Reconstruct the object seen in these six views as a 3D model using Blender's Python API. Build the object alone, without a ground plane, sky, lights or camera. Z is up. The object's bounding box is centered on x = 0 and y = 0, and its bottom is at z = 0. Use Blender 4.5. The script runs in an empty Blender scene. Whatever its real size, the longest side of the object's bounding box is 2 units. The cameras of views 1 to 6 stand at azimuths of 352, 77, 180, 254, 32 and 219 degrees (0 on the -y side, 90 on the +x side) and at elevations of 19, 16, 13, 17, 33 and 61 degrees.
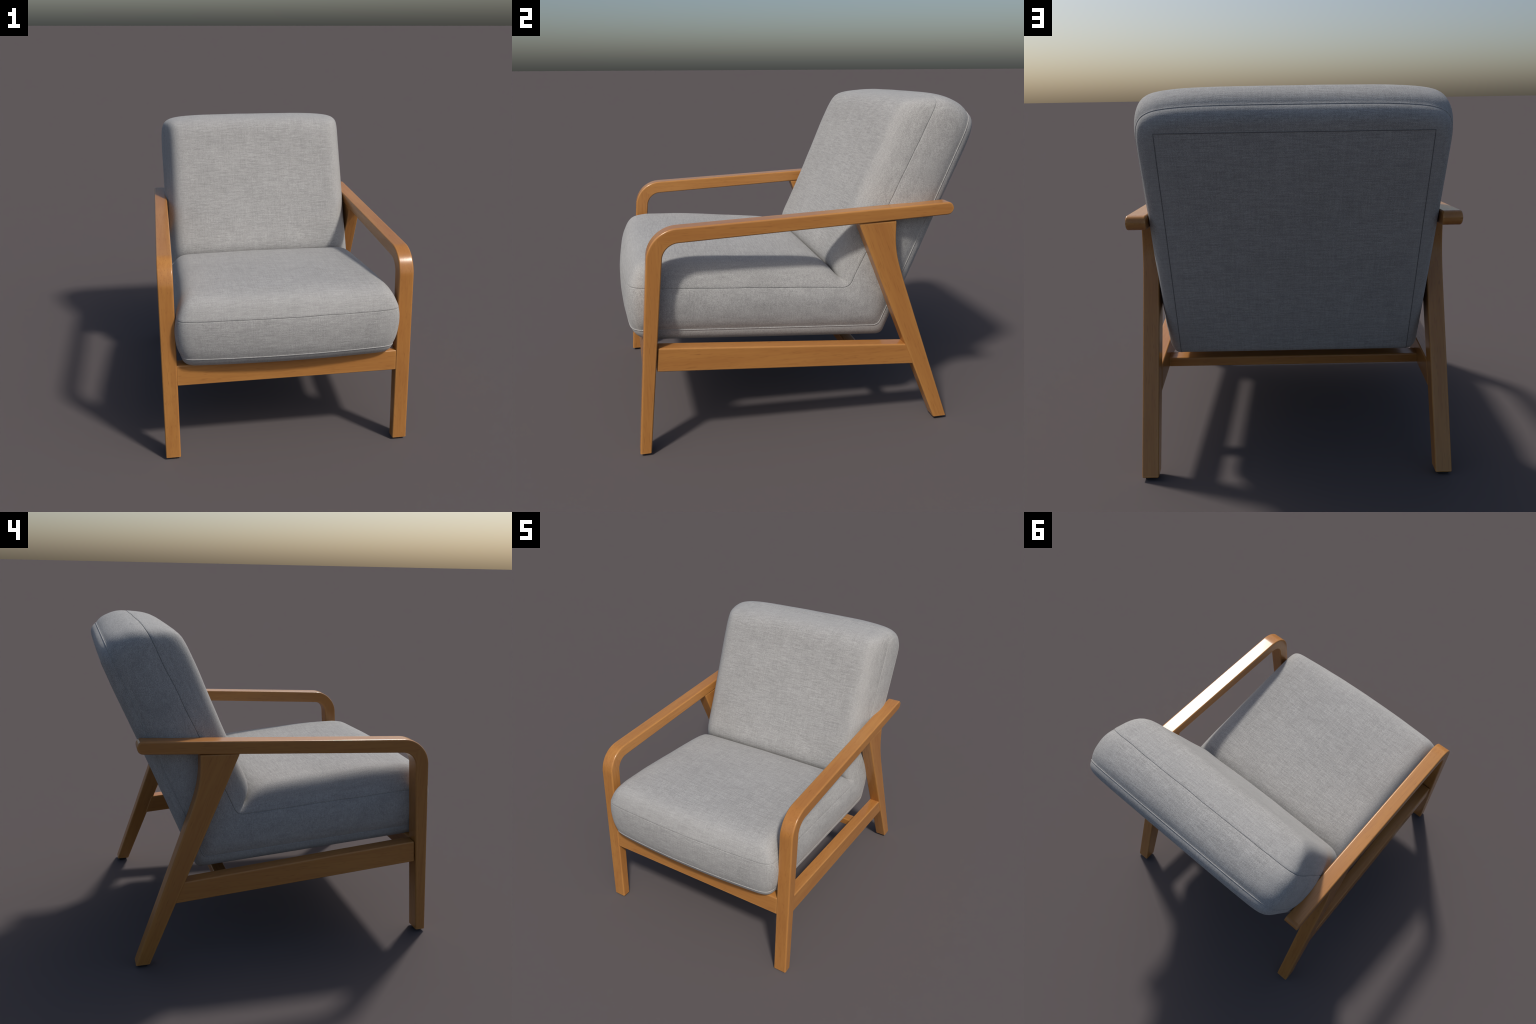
import bpy, bmesh, math
from mathutils import Vector, noise

# =====================================================================
#  Lounge armchair: bent beech side frames, one-piece upholstered
#  seat and back.  Front looks to -y, x is the width, symmetric in x.
# =====================================================================
SC = bpy.context.scene


def link(ob, parent=None):
    SC.collection.objects.link(ob)
    if parent is not None:
        ob.parent = parent
    return ob


# ------------------------------------------------------------- materials
class Tree:
    def __init__(self, name):
        self.mat = bpy.data.materials.new(name)
        self.mat.use_nodes = True
        self.t = self.mat.node_tree
        self.bsdf = self.t.nodes["Principled BSDF"]

    def node(self, kind, **kw):
        n = self.t.nodes.new(kind)
        for k, v in kw.items():
            setattr(n, k, v)
        return n

    def put(self, sock, val):
        if hasattr(val, "is_output"):
            self.t.links.new(val, sock)
        else:
            sock.default_value = val

    def math(self, op, a, b=0.0, c=None, clamp=False):
        n = self.node("ShaderNodeMath", operation=op, use_clamp=clamp)
        self.put(n.inputs[0], a)
        self.put(n.inputs[1], b)
        if c is not None:
            self.put(n.inputs[2], c)
        return n.outputs[0]

    def remap(self, v, a, b, lo, hi):
        n = self.node("ShaderNodeMapRange")
        for s, x in zip(n.inputs, (v, a, b, lo, hi)):
            self.put(s, x)
        return n.outputs[0]

    def mix(self, f, a, b, blend="MIX"):
        n = self.node("ShaderNodeMix", data_type="RGBA", blend_type=blend)
        self.put(n.inputs[0], f)
        self.put(n.inputs[6], a)
        self.put(n.inputs[7], b)
        return n.outputs[2]

    def mapping(self, vec, scale=(1, 1, 1), rot=(0, 0, 0), loc=(0, 0, 0)):
        n = self.node("ShaderNodeMapping")
        self.put(n.inputs["Vector"], vec)
        n.inputs["Scale"].default_value = scale
        n.inputs["Rotation"].default_value = rot
        n.inputs["Location"].default_value = loc
        return n.outputs[0]

    def noise(self, vec, scale, detail=3.0, rough=0.55, dist=0.0):
        n = self.node("ShaderNodeTexNoise")
        self.put(n.inputs["Vector"], vec)
        n.inputs["Scale"].default_value = scale
        n.inputs["Detail"].default_value = detail
        n.inputs["Roughness"].default_value = rough
        n.inputs["Distortion"].default_value = dist
        return n.outputs["Fac"]


def make_wood(name, rot=(0, 0, 0)):
    """Golden brown lacquered beech; grain runs along the mapped z axis."""
    T = Tree(name)
    obj = T.node("ShaderNodeTexCoord").outputs["Object"]
    v = T.mapping(obj, rot=rot)
    broad = T.noise(T.mapping(v, scale=(9, 9, 1.1)), 1.0, 3, 0.5, 0.3)
    fine = T.noise(T.mapping(v, scale=(70, 70, 3.5)), 1.0, 4, 0.6, 0.2)
    pores = T.noise(T.mapping(v, scale=(230, 230, 16)), 1.0, 2, 0.5)
    col = T.mix(T.remap(broad, 0.3, 0.7, 0, 1), (0.390, 0.163, 0.042, 1), (0.450, 0.201, 0.052, 1))
    col = T.mix(T.remap(fine, 0.42, 0.72, 0, 0.42), col, (0.320, 0.122, 0.029, 1))
    col = T.mix(T.remap(pores, 0.60, 0.74, 0, 0.45), col, (0.20, 0.074, 0.018, 1))
    # paler arrises: difference between true and rounded normal
    bev = T.node("ShaderNodeBevel", samples=6)
    bev.inputs["Radius"].default_value = 0.020
    geo = T.node("ShaderNodeNewGeometry")
    dot = T.node("ShaderNodeVectorMath", operation="DOT_PRODUCT")
    T.put(dot.inputs[0], bev.outputs[0])
    T.put(dot.inputs[1], geo.outputs["Normal"])
    edge = T.remap(dot.outputs["Value"], 0.999, 0.82, 0, 0.85)
    col = T.mix(edge, col, (0.56, 0.285, 0.085, 1))
    T.put(T.bsdf.inputs["Base Color"], col)
    T.put(T.bsdf.inputs["Roughness"], T.remap(fine, 0.3, 0.7, 0.22, 0.27))
    T.bsdf.inputs["Specular IOR Level"].default_value = 0.5
    b = T.node("ShaderNodeBump")
    b.inputs["Strength"].default_value = 0.08
    b.inputs["Distance"].default_value = 0.002
    T.put(b.inputs["Height"], fine)
    T.put(T.bsdf.inputs["Normal"], b.outputs[0])
    return T.mat


def make_fabric(name, tint=(0.358, 0.353, 0.342), dark=0.62):
    """Grey linen weave with slubs lying across the chair."""
    T = Tree(name)
    obj = T.node("ShaderNodeTexCoord").outputs["Object"]
    geo = T.node("ShaderNodeNewGeometry")
    sep = T.node("ShaderNodeSeparateXYZ")
    T.put(sep.inputs[0], geo.outputs["Normal"])
    side = T.remap(T.math("ABSOLUTE", sep.outputs[0]), 0.55, 0.85, 0, 1)
    # slubs across (top, front, back) and along the height on the flanks
    s1 = T.noise(T.mapping(obj, scale=(13, 150, 150)), 1.0, 4, 0.65, 0.1)
    s2 = T.noise(T.mapping(obj, scale=(90, 90, 34)), 1.0, 3, 0.6, 0.1)
    warp = T.noise(T.mapping(obj, scale=(150, 9, 9), loc=(3, 1, 2)), 1.0, 3, 0.6)
    weave = T.noise(T.mapping(obj, scale=(220, 250, 250)), 1.0, 2, 0.6)
    cloud = T.noise(obj, 3.2, 3, 0.55)
    slub_mix = T.node("ShaderNodeMix", data_type="FLOAT")
    T.put(slub_mix.inputs[0], side)
    T.put(slub_mix.inputs[2], s1)
    T.put(slub_mix.inputs[3], s2)
    slub = slub_mix.outputs[0]
    a = T.remap(slub, 0.34, 0.66, T.remap(side, 0, 1, 0.83, 0.93), T.remap(side, 0, 1, 1.09, 1.05))
    b = T.remap(warp, 0.35, 0.65, 0.93, 1.05)
    c = T.remap(weave, 0.32, 0.68, T.remap(side, 0, 1, 0.79, 0.73), T.remap(side, 0, 1, 1.20, 1.25))
    d = T.remap(cloud, 0.35, 0.65, 0.965, 1.03)
    k = T.math("MULTIPLY", T.math("MULTIPLY", a, b), T.math("MULTIPLY", c, d))
    # regular over-and-under of warp and weft, about 7 mm pitch, slightly wavy
    pos = T.node("ShaderNodeSeparateXYZ")
    T.put(pos.inputs[0], obj)
    X, Y, Z = pos.outputs
    up = T.remap(T.math("ABSOLUTE", sep.outputs[2]), 0.6, 0.85, 0, 1)

    def pick(f, p, q):
        n = T.node("ShaderNodeMix", data_type="FLOAT")
        T.put(n.inputs[0], f)
        T.put(n.inputs[2], p)
        T.put(n.inputs[3], q)
        return n.outputs[0]

    jit = T.math("MULTIPLY", T.math("SUBTRACT", T.noise(obj, 22, 2), 0.5), 0.016)
    pitch = math.tau / 0.0072
    warp_w = T.math("SINE", T.math("MULTIPLY", T.math("ADD", pick(side, X, Y), jit), pitch))
    weft_w = T.math("SINE", T.math("MULTIPLY", T.math("ADD", pick(up, Z, Y), jit), pitch))
    over = T.math("MULTIPLY", warp_w, weft_w)
    k = T.math("MULTIPLY", k, T.remap(over, -1, 1, 0.90, 1.10))
    # paler colour along the rolled edges of the pads
    axx = T.math("ABSOLUTE", X)
    pale = T.math("MULTIPLY", T.remap(axx, 0.52, 0.61, 0, 1), T.remap(axx, 0.64, 0.68, 1, 0))
    along = T.math("ADD", T.math("MULTIPLY", Y, 0.4235), T.math("MULTIPLY", Z, 0.906))
    pale_top = T.math("MULTIPLY", T.remap(along, 1.93, 2.03, 0, 1), T.remap(T.math("SUBTRACT", T.math("MULTIPLY", Y, 0.906), T.math("MULTIPLY", Z, 0.4235)), -0.17, -0.12, 1, 0))
    pale_front = T.math("MULTIPLY", T.remap(Y, -0.82, -0.90, 0, 1), T.remap(Z, 0.93, 0.97, 0, 1))
    pale = T.math("MAXIMUM", pale, T.math("MAXIMUM", pale_top, pale_front))
    k = pick(T.math("MULTIPLY", pale, 0.35), k, 1.06)
    rgb = T.node("ShaderNodeVectorMath", operation="SCALE")
    rgb.inputs[0].default_value = tint
    T.put(rgb.inputs["Scale"], k)
    T.put(T.bsdf.inputs["Base Color"], rgb.outputs[0])
    T.bsdf.inputs["Roughness"].default_value = 0.9
    T.bsdf.inputs["Specular IOR Level"].default_value = 0.2
    T.bsdf.inputs["Sheen Weight"].default_value = 0.12
    T.bsdf.inputs["Sheen Roughness"].default_value = 0.5
    bp = T.node("ShaderNodeBump")
    bp.inputs["Strength"].default_value = 0.35
    bp.inputs["Distance"].default_value = 0.003
    T.put(bp.inputs["Height"], T.math("ADD", T.math("ADD", weave, T.math("MULTIPLY", over, 0.10)), T.math("MULTIPLY", slub, 0.6)))
    T.put(T.bsdf.inputs["Normal"], bp.outputs[0])
    return T.mat


def make_plain(name, rgb, rough):
    T = Tree(name)
    obj = T.node("ShaderNodeTexCoord").outputs["Object"]
    n = T.noise(obj, 160, 2)
    T.put(T.bsdf.inputs["Base Color"], T.mix(n, (*[c * 0.85 for c in rgb], 1), (*[c * 1.15 for c in rgb], 1)))
    T.bsdf.inputs["Roughness"].default_value = rough
    return T.mat


LEAN = math.atan(0.40)
WOOD_UP = make_wood("wood_upright")
WOOD_LEAN = make_wood("wood_leaning", rot=(-LEAN, 0, 0))
WOOD_DEEP = make_wood("wood_lengthwise", rot=(math.radians(90), 0, 0))
WOOD_WIDE = make_wood("wood_crosswise", rot=(0, math.radians(90), 0))
FABRIC = make_fabric("grey_linen")
CORD = make_fabric("grey_linen_cord", tint=(0.358, 0.353, 0.342))
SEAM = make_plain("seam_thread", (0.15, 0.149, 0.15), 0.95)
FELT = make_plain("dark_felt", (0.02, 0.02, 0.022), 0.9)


# ------------------------------------------------------------- helpers
def lerp(a, b, t):
    return a + (b - a) * t


class Curve:
    """Poly-line in the y-z plane, parameter 0..1..2 (front, bend, top)."""

    def __init__(self, seat, back, soft=0.0):
        self.parts = [self._prep(seat), self._prep(back)]
        self.soft = soft

    @staticmethod
    def _prep(pts):
        pts = [Vector((0, *p)) for p in pts]
        s = [0.0]
        for a, b in zip(pts, pts[1:]):
            s.append(s[-1] + (b - a).length)
        return pts, [x / s[-1] for x in s], s[-1]

    def raw(self, g):
        k = 0 if g < 1 else 1
        pts, s, _ = self.parts[k]
        u = min(max(g - k, -0.5), 1.5)
        i = 0
        while i < len(s) - 2 and u > s[i + 1]:
            i += 1
        f = (u - s[i]) / (s[i + 1] - s[i])
        return pts[i].lerp(pts[i + 1], f)

    def at(self, g):
        if self.soft <= 0:
            return self.raw(g)
        acc, n = Vector(), 9
        for i in range(n):
            acc += self.raw(g + self.soft * (2 * i / (n - 1) - 1))
        return acc / n

    def tangent(self, g):
        return (self.at(min(g + 0.01, 2)) - self.at(max(g - 0.01, 0))).normalized()


def mesh_object(name, verts, faces, mat, parent, smooth=True):
    me = bpy.data.meshes.new(name)
    me.from_pydata([tuple(v) for v in verts], [], faces)
    me.materials.append(mat)
    if smooth:
        me.polygons.foreach_set("use_smooth", [True] * len(me.polygons))
    me.update()
    return link(bpy.data.objects.new(name, me), parent)


# ------------------------------------------------------------- the chair
chair = link(bpy.data.objects.new("armchair", None))
chair["label"] = "grey upholstered lounge armchair with golden bentwood frame"
chair["category"] = "armchair"

# ============ upholstery: one L-shaped body ===========================
# side profiles at four levels through the thickness of the body
MID = Curve([(-0.985, 0.946), (0.271, 0.857)], [(0.271, 0.857), (0.766, 1.917)], 0.030)
LOW = Curve([(-0.985, 0.698), (0.462, 0.603)], [(0.462, 0.603), (0.968, 1.838)], 0.022)
TOP = Curve(
    [(-0.985, 1.052), (-0.80, 1.074), (-0.60, 1.069), (-0.40, 1.054), (-0.22, 1.037), (0.0, 1.014), (0.08, 1.002), (0.13, 0.988), (0.165, 0.967), (0.188, 0.945), (0.212, 0.915)],
    [(0.212, 0.915), (0.199, 0.938), (0.190, 0.962), (0.187, 0.988), (0.192, 1.022), (0.207, 1.062), (0.244, 1.140), (0.321, 1.316), (0.404, 1.506), (0.488, 1.704), (0.532, 1.800), (0.616, 1.957)],
    0.004,
)
BOT = Curve([(-0.972, 0.629), (0.499, 0.526)], [(0.499, 0.526), (0.640, 0.875), (0.817, 1.314), (0.934, 1.590), (0.994, 1.745), (1.024, 1.812)], 0.020)

SEAT_LEN, BACK_LEN = MID.parts[0][2], MID.parts[1][2]
LENGTH = SEAT_LEN + BACK_LEN
HALF = 0.688           # half width at the upper seam
HALF_LOW = 0.669       # half width at the lower seam below the seat
HALF_LOW_TOP = 0.699   # and at the top of the back
ROLL = 0.20            # width of the rolled edge of the top pad
ROLL_LOW = 0.058       # width of the rolled edge underneath
K_FRONT, K_TOP, K_TOP_LOW = 6.5, 7.0, 5.0   # squareness of the corners seen in plan


def sigma(p):
    return p / SEAT_LEN if p < SEAT_LEN else 1 + (p - SEAT_LEN) / BACK_LEN


# sample distances from the edge, dense at the seam
angles = [0.0, 0.02, 0.045, 0.08, 0.12] + [0.12 + (math.pi / 2 - 0.12) * i / 13 for i in range(1, 14)]
edge_d = [1 - math.cos(a) for a in angles]           # 0..1 of ROLL

xs = [-HALF + d * ROLL for d in edge_d]
NX = 26
xs += [lerp(-HALF + ROLL, HALF - ROLL, i / NX) for i in range(1, NX)]
xs += [HALF - d * ROLL for d in reversed(edge_d)]

ps = [d * ROLL for d in edge_d]
n1, n2 = 44, 44
for i in range(1, n1 + 1):
    t = i / n1
    t = 1 - (1 - t) ** 1.5
    ps.append(lerp(ROLL, SEAT_LEN, t))
J_BEND = len(ps) - 1
for i in range(1, n2 + 1):
    t = (i / n2) ** 1.5
    ps.append(lerp(SEAT_LEN, LENGTH - ROLL, t))
ps += [LENGTH - d * ROLL for d in list(reversed(edge_d))[1:]]
I, J = len(xs), len(ps)


def plan(x, p, k_top=K_TOP):
    """Squares the tensor grid onto a super-elliptic outline.
    Returns x, p and m (1 on the outline, 0 inside the rolled edge)."""
    ax = max(0.0, 1 - (HALF - abs(x)) / ROLL)
    front = p < LENGTH / 2
    ay = max(0.0, 1 - (p if front else LENGTH - p) / ROLL)
    m = max(ax, ay)
    if ax > 0 and ay > 0:
        k = K_FRONT if front else k_top
        s = m / (ax ** k + ay ** k) ** (1 / k)
        x = math.copysign(HALF - ROLL + ax * s * ROLL, x)
        q = ROLL - ay * s * ROLL
        p = q if front else LENGTH - q
    return x, p, m


def bow(x, p):
    """front edge is slightly bowed outward in plan"""
    p += 0.031 * (x / HALF) ** 2 * max(0.0, 1 - p / 0.8)
    # the top edge droops a little towards its corners
    return p - 0.035 * abs(x / HALF) ** 5 * max(0.0, 1 - (LENGTH - p) / 0.6)


def wob(v, amp, scale):
    return amp * noise.noise(v * scale)


verts, cap_top, cap_bot, wall = [], {}, {}, {}
plan_pts = {(i, j): plan(xs[i], ps[j]) for i in range(I) for j in range(J)}

for (i, j), (x, p, m) in plan_pts.items():
    g = sigma(bow(x, p))
    ax = max(0.0, 1 - (HALF - abs(x)) / ROLL)
    ay = max(0.0, 1 - min(p, LENGTH - p) / ROLL)
    n = lerp(5.4, 5.5 if p < SEAT_LEN else 4.2, ay * ay / (ax * ax + ay * ay + 1e-6))
    f = 1 - m ** n
    a, b = MID.at(g), TOP.at(g)
    crown = 0.009 * (1 - (x / (HALF - 0.05)) ** 2) * math.sin(math.pi * min(1, max(0, p / LENGTH))) ** 0.3
    dirn = (b - a).normalized()
    # the hand-sewn seam wanders a little
    a = a + dirn * (0.0035 * noise.noise(Vector((x * 7, p * 7, 4.0))))
    v = a.lerp(b, f) + dirn * (crown * f)
    v.x = x
    # soft hand-stuffed unevenness of the pad
    v += dirn * (f * (wob(v, 0.004, 2.6) + wob(v + Vector((9, 3, 1)), 0.002, 6.0)))
    cap_top[i, j] = len(verts)
    verts.append(v)

for i, j in plan_pts:
    x, p, m = plan(xs[i], ps[j], K_TOP_LOW)
    g = sigma(bow(x, p))
    d = (1 - m) * ROLL
    f = math.sqrt(max(0.0, 1 - max(0.0, 1 - d / ROLL_LOW) ** 2))
    v = LOW.at(g).lerp(BOT.at(g), f)
    v.x = x * lerp(HALF_LOW, HALF_LOW_TOP, max(0.0, g - 1) ** 0.8 if g > 1 else 0.0) / HALF
    cap_bot[i, j] = len(verts)
    verts.append(v)

# perimeter order, counter-clockwise seen from the top pad
rim = [(i, 0) for i in range(I - 1)] + [(I - 1, j) for j in range(J - 1)]
rim += [(i, J - 1) for i in range(I - 1, 0, -1)] + [(0, j) for j in range(J - 1, 0, -1)]
NR = len(rim)
outward = []
for r in range(NR):
    a, b = plan_pts[rim[r - 1]], plan_pts[rim[(r + 1) % NR]]
    t = Vector((b[0] - a[0], b[1] - a[1])).normalized()
    outward.append((t.y, -t.x))


def out_dir(r, w):
    x, p, m = plan_pts[rim[r]]
    g = sigma(p)
    nx, np_ = outward[r]
    tan = MID.tangent(g).lerp(LOW.tangent(g), w)
    return Vector((nx, 0, 0)) + tan * np_


levels = [0.0, 0.014, 0.03, 0.05, 0.08] + [0.08 + 0.92 * k / 14 for k in range(1, 14)] + [1.0]
for k, w in enumerate(levels):
    for r, ij in enumerate(rim):
        if w == 0:
            wall[k, r] = cap_top[ij]
            continue
        if w == 1:
            wall[k, r] = cap_bot[ij]
            continue
        x, p, m = plan_pts[ij]
        end = abs(outward[r][1])
        bulge = lerp(lerp(0.023, 0.019, min(1, max(0, sigma(p) - 1))), 0.029 if p > LENGTH / 2 else 0.015, end)
        v = verts[cap_top[ij]].lerp(verts[cap_bot[ij]], w)
        v = v + out_dir(r, w) * (bulge * (1 - abs(2 * w - 1) ** (2.2 if w < 0.5 else 2.8)) + wob(v, 0.0025, 5.0) * 4 * w * (1 - w))
        wall[k, r] = len(verts)
        verts.append(v)

# groove along the upper seam: pull the seam ring in, let the pad lip overhang it
for r, ij in enumerate(rim):
    o = out_dir(r, 0)
    verts[cap_top[ij]] = verts[cap_top[ij]] - o * 0.0055
rim_set = {ij: r for r, ij in enumerate(rim)}
for i in range(I):
    for j in range(J):
        x, p, m = plan_pts[i, j]
        if 0.9 < m < 0.9999:
            f = math.sqrt(1 - m * m)
            # nearest rim direction
            ci = 0 if i <= 5 else (I - 1 if i >= I - 6 else i)
            cj = 0 if j <= 5 else (J - 1 if j >= J - 6 else j)
            if (ci, cj) in rim_set:
                lip = 0.0022 * math.exp(-((f - 0.16) / 0.10) ** 2)
                verts[cap_top[i, j]] = verts[cap_top[i, j]] + out_dir(rim_set[ci, cj], 0) * lip

faces, region = [], []
for i in range(I - 1):
    for j in range(J - 1):
        side = 0 if j < J_BEND else 1
        faces.append((cap_top[i, j], cap_top[i + 1, j], cap_top[i + 1, j + 1], cap_top[i, j + 1]))
        faces.append((cap_bot[i, j], cap_bot[i, j + 1], cap_bot[i + 1, j + 1], cap_bot[i + 1, j]))
        region += [side, side]
for r in range(NR):
    r2 = (r + 1) % NR
    side = 0 if max(rim[r][1], rim[r2][1]) <= J_BEND else 1
    for k in range(len(levels) - 1):
        faces.append((wall[k, r], wall[k + 1, r], wall[k + 1, r2], wall[k, r2]))
        region.append(side)

whole = bpy.data.meshes.new("upholstery_whole")
whole.from_pydata([tuple(v) for v in verts], [], faces)
whole.polygons.foreach_set("use_smooth", [True] * len(whole.polygons))
whole.update()
normals = [v.normal.copy() for v in whole.vertices]
for side, name in ((0, "seat"), (1, "backrest")):
    sel = [f for f, s in zip(faces, region) if s == side]
    used = sorted({v for f in sel for v in f})
    index = {v: n for n, v in enumerate(used)}
    ob = mesh_object(name, [verts[v] for v in used], [[index[v] for v in f] for f in sel], FABRIC, chair)
    # where pad meets pad the two faces turn sharply into the crease
    own = {ob_v: ob.data.vertices[n].normal.copy() for ob_v, n in index.items()}
    crease = {cap_top[i, J_BEND] for i in range(I) if plan_pts[i, J_BEND][2] < 0.8}
    ob.data.normals_split_custom_set_from_vertices([own[v] if v in crease else normals[v] for v in used])
bpy.data.meshes.remove(whole)


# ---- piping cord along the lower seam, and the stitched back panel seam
def tube(name, path, normals_, radius, mat, parent, closed=True, seg=8):
    vs, fs, n = [], [], len(path)
    for q in range(n):
        a = path[q - 1] if (q or closed) else path[q]
        b = path[(q + 1) % n] if (q < n - 1 or closed) else path[q]
        t = (b - a).normalized()
        u = (normals_[q] - t * normals_[q].dot(t)).normalized()
        w = t.cross(u)
        for s in range(seg):
            ang = math.tau * s / seg
            vs.append(path[q] + (u * math.cos(ang) + w * math.sin(ang)) * radius)
    for q in range(n if closed else n - 1):
        q2 = (q + 1) % n
        for s in range(seg):
            s2 = (s + 1) % seg
            fs.append((q * seg + s, q * seg + s2, q2 * seg + s2, q2 * seg + s))
    if not closed:
        fs.append(tuple(range(seg - 1, -1, -1)))
        fs.append(tuple((n - 1) * seg + s for s in range(seg)))
    return mesh_object(name, vs, fs, mat, parent)


path, nn = [], []
for r, ij in enumerate(rim):
    o = out_dir(r, 1)
    path.append(verts[cap_bot[ij]] + o * 0.0002)
    nn.append(o)
tube("piping", path, nn, 0.0034, CORD, chair)


def rear_point(x, g, lift):
    """point on the flat rear/under panel at curve parameter g"""
    t = BOT.tangent(g)
    n = Vector((0, t.z, -t.y))
    v = BOT.at(g) + n * lift
    v.x = x
    return v, n


def g_at_height(z):
    g = 1.0
    while BOT.at(g).z < z and g < 2:
        g += 0.0005
    return g


G_TOP = g_at_height(1.722)
PX = 0.608
pts = [(-PX, lerp(0.93, G_TOP, i / 60)) for i in range(61)]
pts += [(lerp(-PX, PX, i / 30), G_TOP) for i in range(1, 30)]
pts += [(PX, lerp(G_TOP, 0.93, i / 60)) for i in range(61)]
path, nn = zip(*[rear_point(x, g, -0.0010) for x, g in pts])
tube("panel_seam", list(path), list(nn), 0.0024, SEAM, chair, closed=False)

# ============ timber frame ============================================
OUT, INN = 0.788, 0.694       # outer and inner faces of each side frame


def fillet(c, d1, d2, r, n):
    """arc joining ray directions d1 (towards c) and d2 (away from c)"""
    d1, d2 = d1.normalized(), d2.normalized()
    ang = math.acos(max(-1, min(1, d1.dot(d2))))
    cut = r * math.tan(ang / 2)
    p0, p1 = c - d1 * cut, c + d2 * cut
    out = []
    for i in range(n + 1):
        t = i / n
        a = p0.lerp(c, t)
        b = c.lerp(p1, t)
        # rational quadratic keeps it circular
        w = math.cos(ang / 2)
        den = (1 - t) ** 2 + 2 * w * t * (1 - t) + t * t
        out.append((p0 * (1 - t) ** 2 + c * (2 * w * t * (1 - t)) + p1 * t * t) / den)
    return out


def isect(p, d, q, e):
    det = d.x * -e.y + e.x * d.y
    k = ((q.x - p.x) * -e.y + e.x * (q.y - p.y)) / det
    return p + d * k


V2 = lambda y, z: Vector((y, z))
FOOT_Z = 0.014
# outer edge: front of leg, then top of arm; inner edge: back of leg, underside of arm
of, od1 = V2(-0.949, FOOT_Z), V2(0.0803, 1.0)
inf, id1 = V2(-0.886, FOOT_Z), V2(0.098, 1.0)
oa, od2 = V2(-0.10, 1.3030), V2(1.0, 0.0415)
ia, id2 = V2(-0.10, 1.2270), V2(1.0, 0.0480)
oc, ic = isect(of, od1, oa, od2), isect(inf, id1, ia, id2)
NB = 20
o_arc = fillet(oc, od1, od2, 0.175, NB)
i_arc = fillet(ic, id1, id2, 0.092, NB)
ARM_END = 0.833
o_path = [of.lerp(o_arc[0], t) for t in (0.0, 0.012, 0.2, 0.4, 0.6, 0.8)] + o_arc
i_path = [inf.lerp(i_arc[0], t) for t in (0.0, 0.012, 0.2, 0.4, 0.6, 0.8)] + i_arc
MITRE = 6 + NB // 2
arm_o_end, arm_i_end = oa + od2 * (ARM_END + 0.10), ia + id2 * (ARM_END + 0.10)
for t in (0.2, 0.4, 0.6, 0.8, 0.9):
    o_path.append(o_arc[-1].lerp(arm_o_end, t))
    i_path.append(i_arc[-1].lerp(arm_i_end, t))
# rounded rear end of the arm
R_END = 0.030
for s in range(0, 9):
    a = math.pi / 2 * s / 8
    back = R_END * (1 - math.sin(a))
    pinch = R_END * (1 - math.cos(a))
    o, i_ = arm_o_end - od2.normalized() * back, arm_i_end - id2.normalized() * back
    n = (o - i_).normalized()
    o_path.append(o - n * pinch)
    i_path.append(i_ + n * pinch)

CR = 0.0085   # eased corner radius of the section


def section(o, i, sx):
    """rounded rectangle between the outer and inner edge points"""
    up = (o - i)
    h = up.length
    up = up / h
    r = min(CR, h * 0.45)
    pts = []
    for cx, cu, a0 in ((OUT - r, h - r, 0), (INN + r, h - r, 90), (INN + r, r, 180), (OUT - r, r, 270)):
        for s in range(5):
            a = math.radians(a0 + 90 * s / 4)
            x, u = cx + r * math.cos(a), cu + r * math.sin(a)
            p = i + up * u
            pts.append(Vector((x * sx, p.x, p.y)))
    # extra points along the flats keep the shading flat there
    return pts


for sx in (1, -1):
    vs, rings = [], []
    for o, i in zip(o_path, i_path):
        ring = section(o, i, sx)
        rings.append(list(range(len(vs), len(vs) + len(ring))))
        vs += ring
    S = len(rings[0])
    fs, tag = [], []
    for q in range(len(rings) - 1):
        for s in range(S):
            s2 = (s + 1) % S
            f = (rings[q][s], rings[q][s2], rings[q + 1][s2], rings[q + 1][s])
            fs.append(f if sx < 0 else f[::-1])
            tag.append(0 if q < MITRE else 1)
    for ring, tg, fl in ((rings[0], 0, sx > 0), (rings[-1], 1, sx < 0)):
        fs.append(tuple(ring) if fl else tuple(reversed(ring)))
        tag.append(tg)
    me = bpy.data.meshes.new("frame_whole")
    me.from_pydata([tuple(v) for v in vs], [], fs)
    bm = bmesh.new()
    bm.from_mesh(me)
    bmesh.ops.recalc_face_normals(bm, faces=bm.faces)
    bm.to_mesh(me)
    bm.free()
    fs = [tuple(p.vertices) for p in me.polygons]
    # area weighted normals of the whole bentwood piece
    acc = [Vector() for _ in vs]
    for p in me.polygons:
        if len(p.vertices) > 4:
            continue
        for v in p.vertices:
            acc[v] += p.normal * p.area
    bpy.data.meshes.remove(me)
    for tg, name, mat in ((0, "front_leg", WOOD_UP), (1, "armrest", WOOD_DEEP)):
        sel = [f for f, t in zip(fs, tag) if t == tg]
        used = sorted({v for f in sel for v in f})
        idx = {v: n for n, v in enumerate(used)}
        ob = mesh_object(name, [vs[v] for v in used], [[idx[v] for v in f] for f in sel], mat, chair)
        ob.data.normals_split_custom_set_from_vertices([acc[v].normalized() for v in used])


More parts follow.
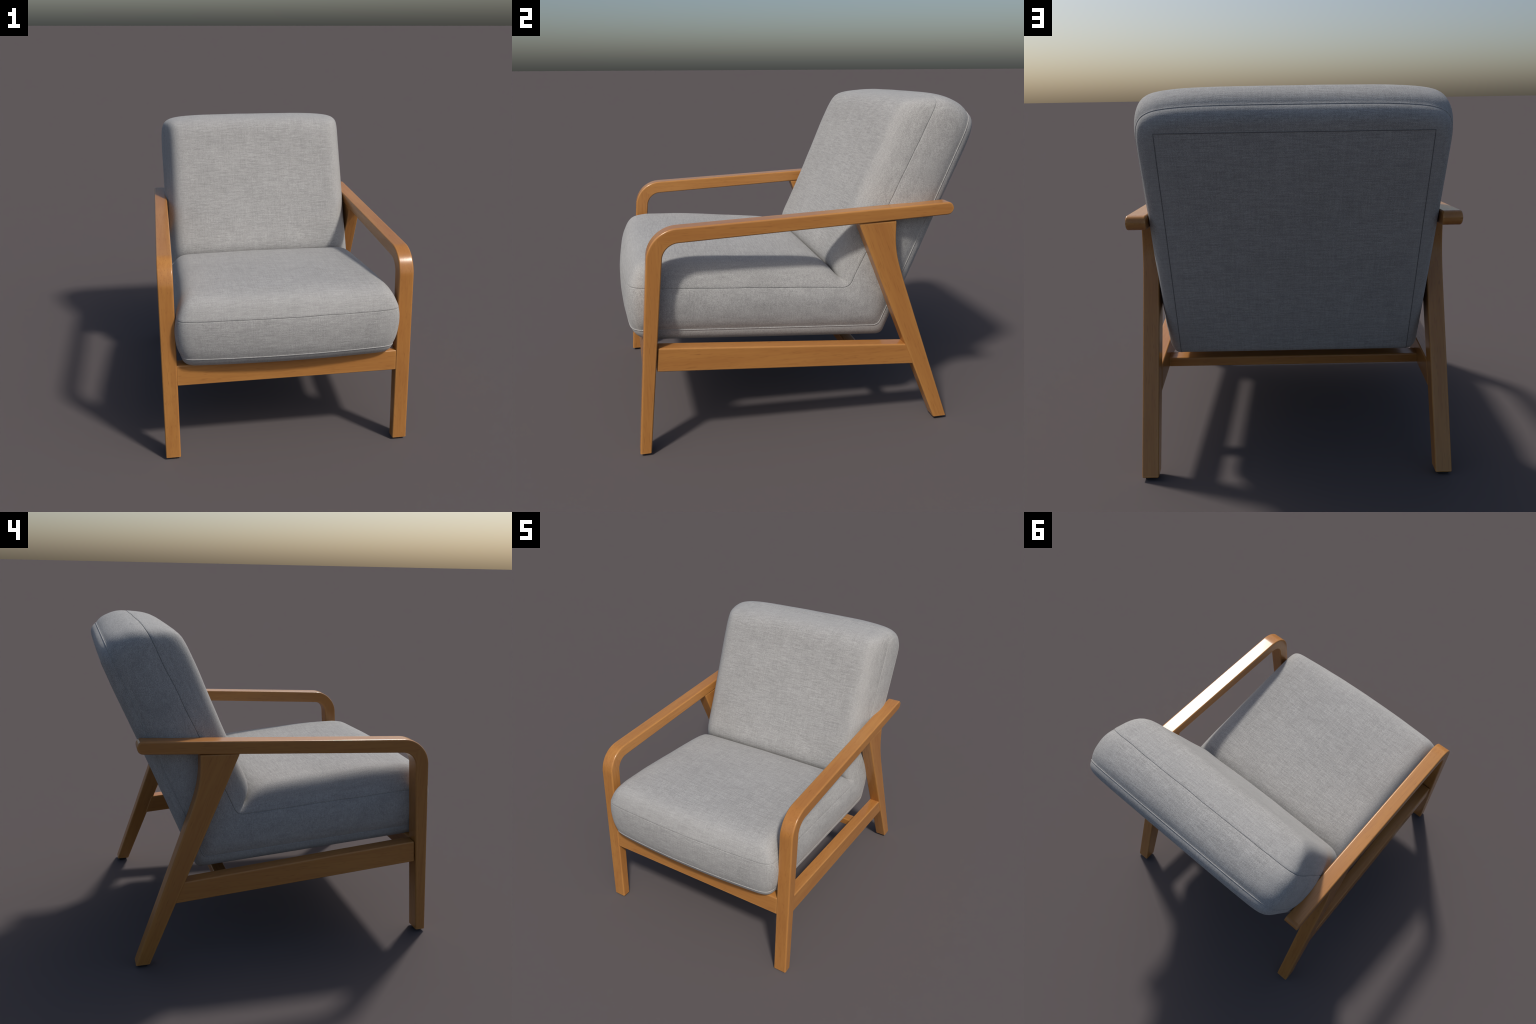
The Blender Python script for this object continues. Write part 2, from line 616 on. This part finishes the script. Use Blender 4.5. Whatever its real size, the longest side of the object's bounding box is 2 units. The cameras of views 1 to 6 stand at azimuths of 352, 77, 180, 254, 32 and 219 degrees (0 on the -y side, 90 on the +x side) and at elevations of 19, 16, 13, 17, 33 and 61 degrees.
def board(name, outline, x0, x1, mat, bevel=0.007):
    """prism with eased edges: y-z outline extruded between two x planes"""
    me = bpy.data.meshes.new(name)
    bm = bmesh.new()
    a = [bm.verts.new((x0, y, z)) for y, z in outline]
    b = [bm.verts.new((x1, y, z)) for y, z in outline]
    n = len(outline)
    bm.faces.new(a)
    bm.faces.new(b[::-1])
    for k in range(n):
        bm.faces.new((a[k], b[k], b[(k + 1) % n], a[(k + 1) % n]))
    bmesh.ops.recalc_face_normals(bm, faces=bm.faces)
    sharp = [e for e in bm.edges if len(e.link_faces) == 2 and e.calc_face_angle(0) > math.radians(25)]
    bmesh.ops.bevel(bm, geom=sharp, offset=bevel, offset_type="OFFSET", segments=3, profile=0.5, affect="EDGES", clamp_overlap=True)
    bm.to_mesh(me)
    bm.free()
    me.materials.append(mat)
    me.polygons.foreach_set("use_smooth", [True] * len(me.polygons))
    ob = link(bpy.data.objects.new(name, me), chair)
    m = ob.modifiers.new("weighted", "WEIGHTED_NORMAL")
    m.keep_sharp = True
    return ob


# raked rear leg, flaring into a broad head below the arm
def leg_rear_edge(z):
    line = 0.737 + 0.366 * (0.413 - z)
    head = 0.494 + 0.035 * max(0.0, z - 1.15)
    d = line - head
    s = 0.035
    return head + 0.5 * (d + math.sqrt(d * d + s * s))


leg = [(0.802 - 0.4205 * (z - FOOT_Z), z) for z in (FOOT_Z, 1.2465)]
zs = [1.2515, 1.22, 1.19, 1.165, 1.14, 1.115, 1.09, 1.065, 1.04, 1.01, 0.97, 0.90, 0.413, FOOT_Z]
leg += [(leg_rear_edge(z), z) for z in zs]
for sx in (1, -1):
    board("rear_leg", leg, sx * 0.6975, sx * 0.7815, WOOD_LEAN)

rail = [(-0.835, 0.491), (0.660, 0.382), (0.612, 0.510), (-0.822, 0.626)]
for sx in (1, -1):
    board("side_rail", rail, sx * 0.6955, sx * 0.776, WOOD_DEEP)

board("front_rail", [(-0.909, 0.498), (-0.836, 0.500), (-0.822, 0.631), (-0.8965, 0.630)], -0.698, 0.698, WOOD_WIDE)
board("rear_rail", [(0.305, 0.409), (0.385, 0.404), (0.384, 0.456), (0.306, 0.462)], -0.700, 0.700, WOOD_WIDE)

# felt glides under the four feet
for sx in (1, -1):
    for yc, wy in ((-0.9165, 0.018), (0.843, 0.026)):
        xc = sx * 0.740
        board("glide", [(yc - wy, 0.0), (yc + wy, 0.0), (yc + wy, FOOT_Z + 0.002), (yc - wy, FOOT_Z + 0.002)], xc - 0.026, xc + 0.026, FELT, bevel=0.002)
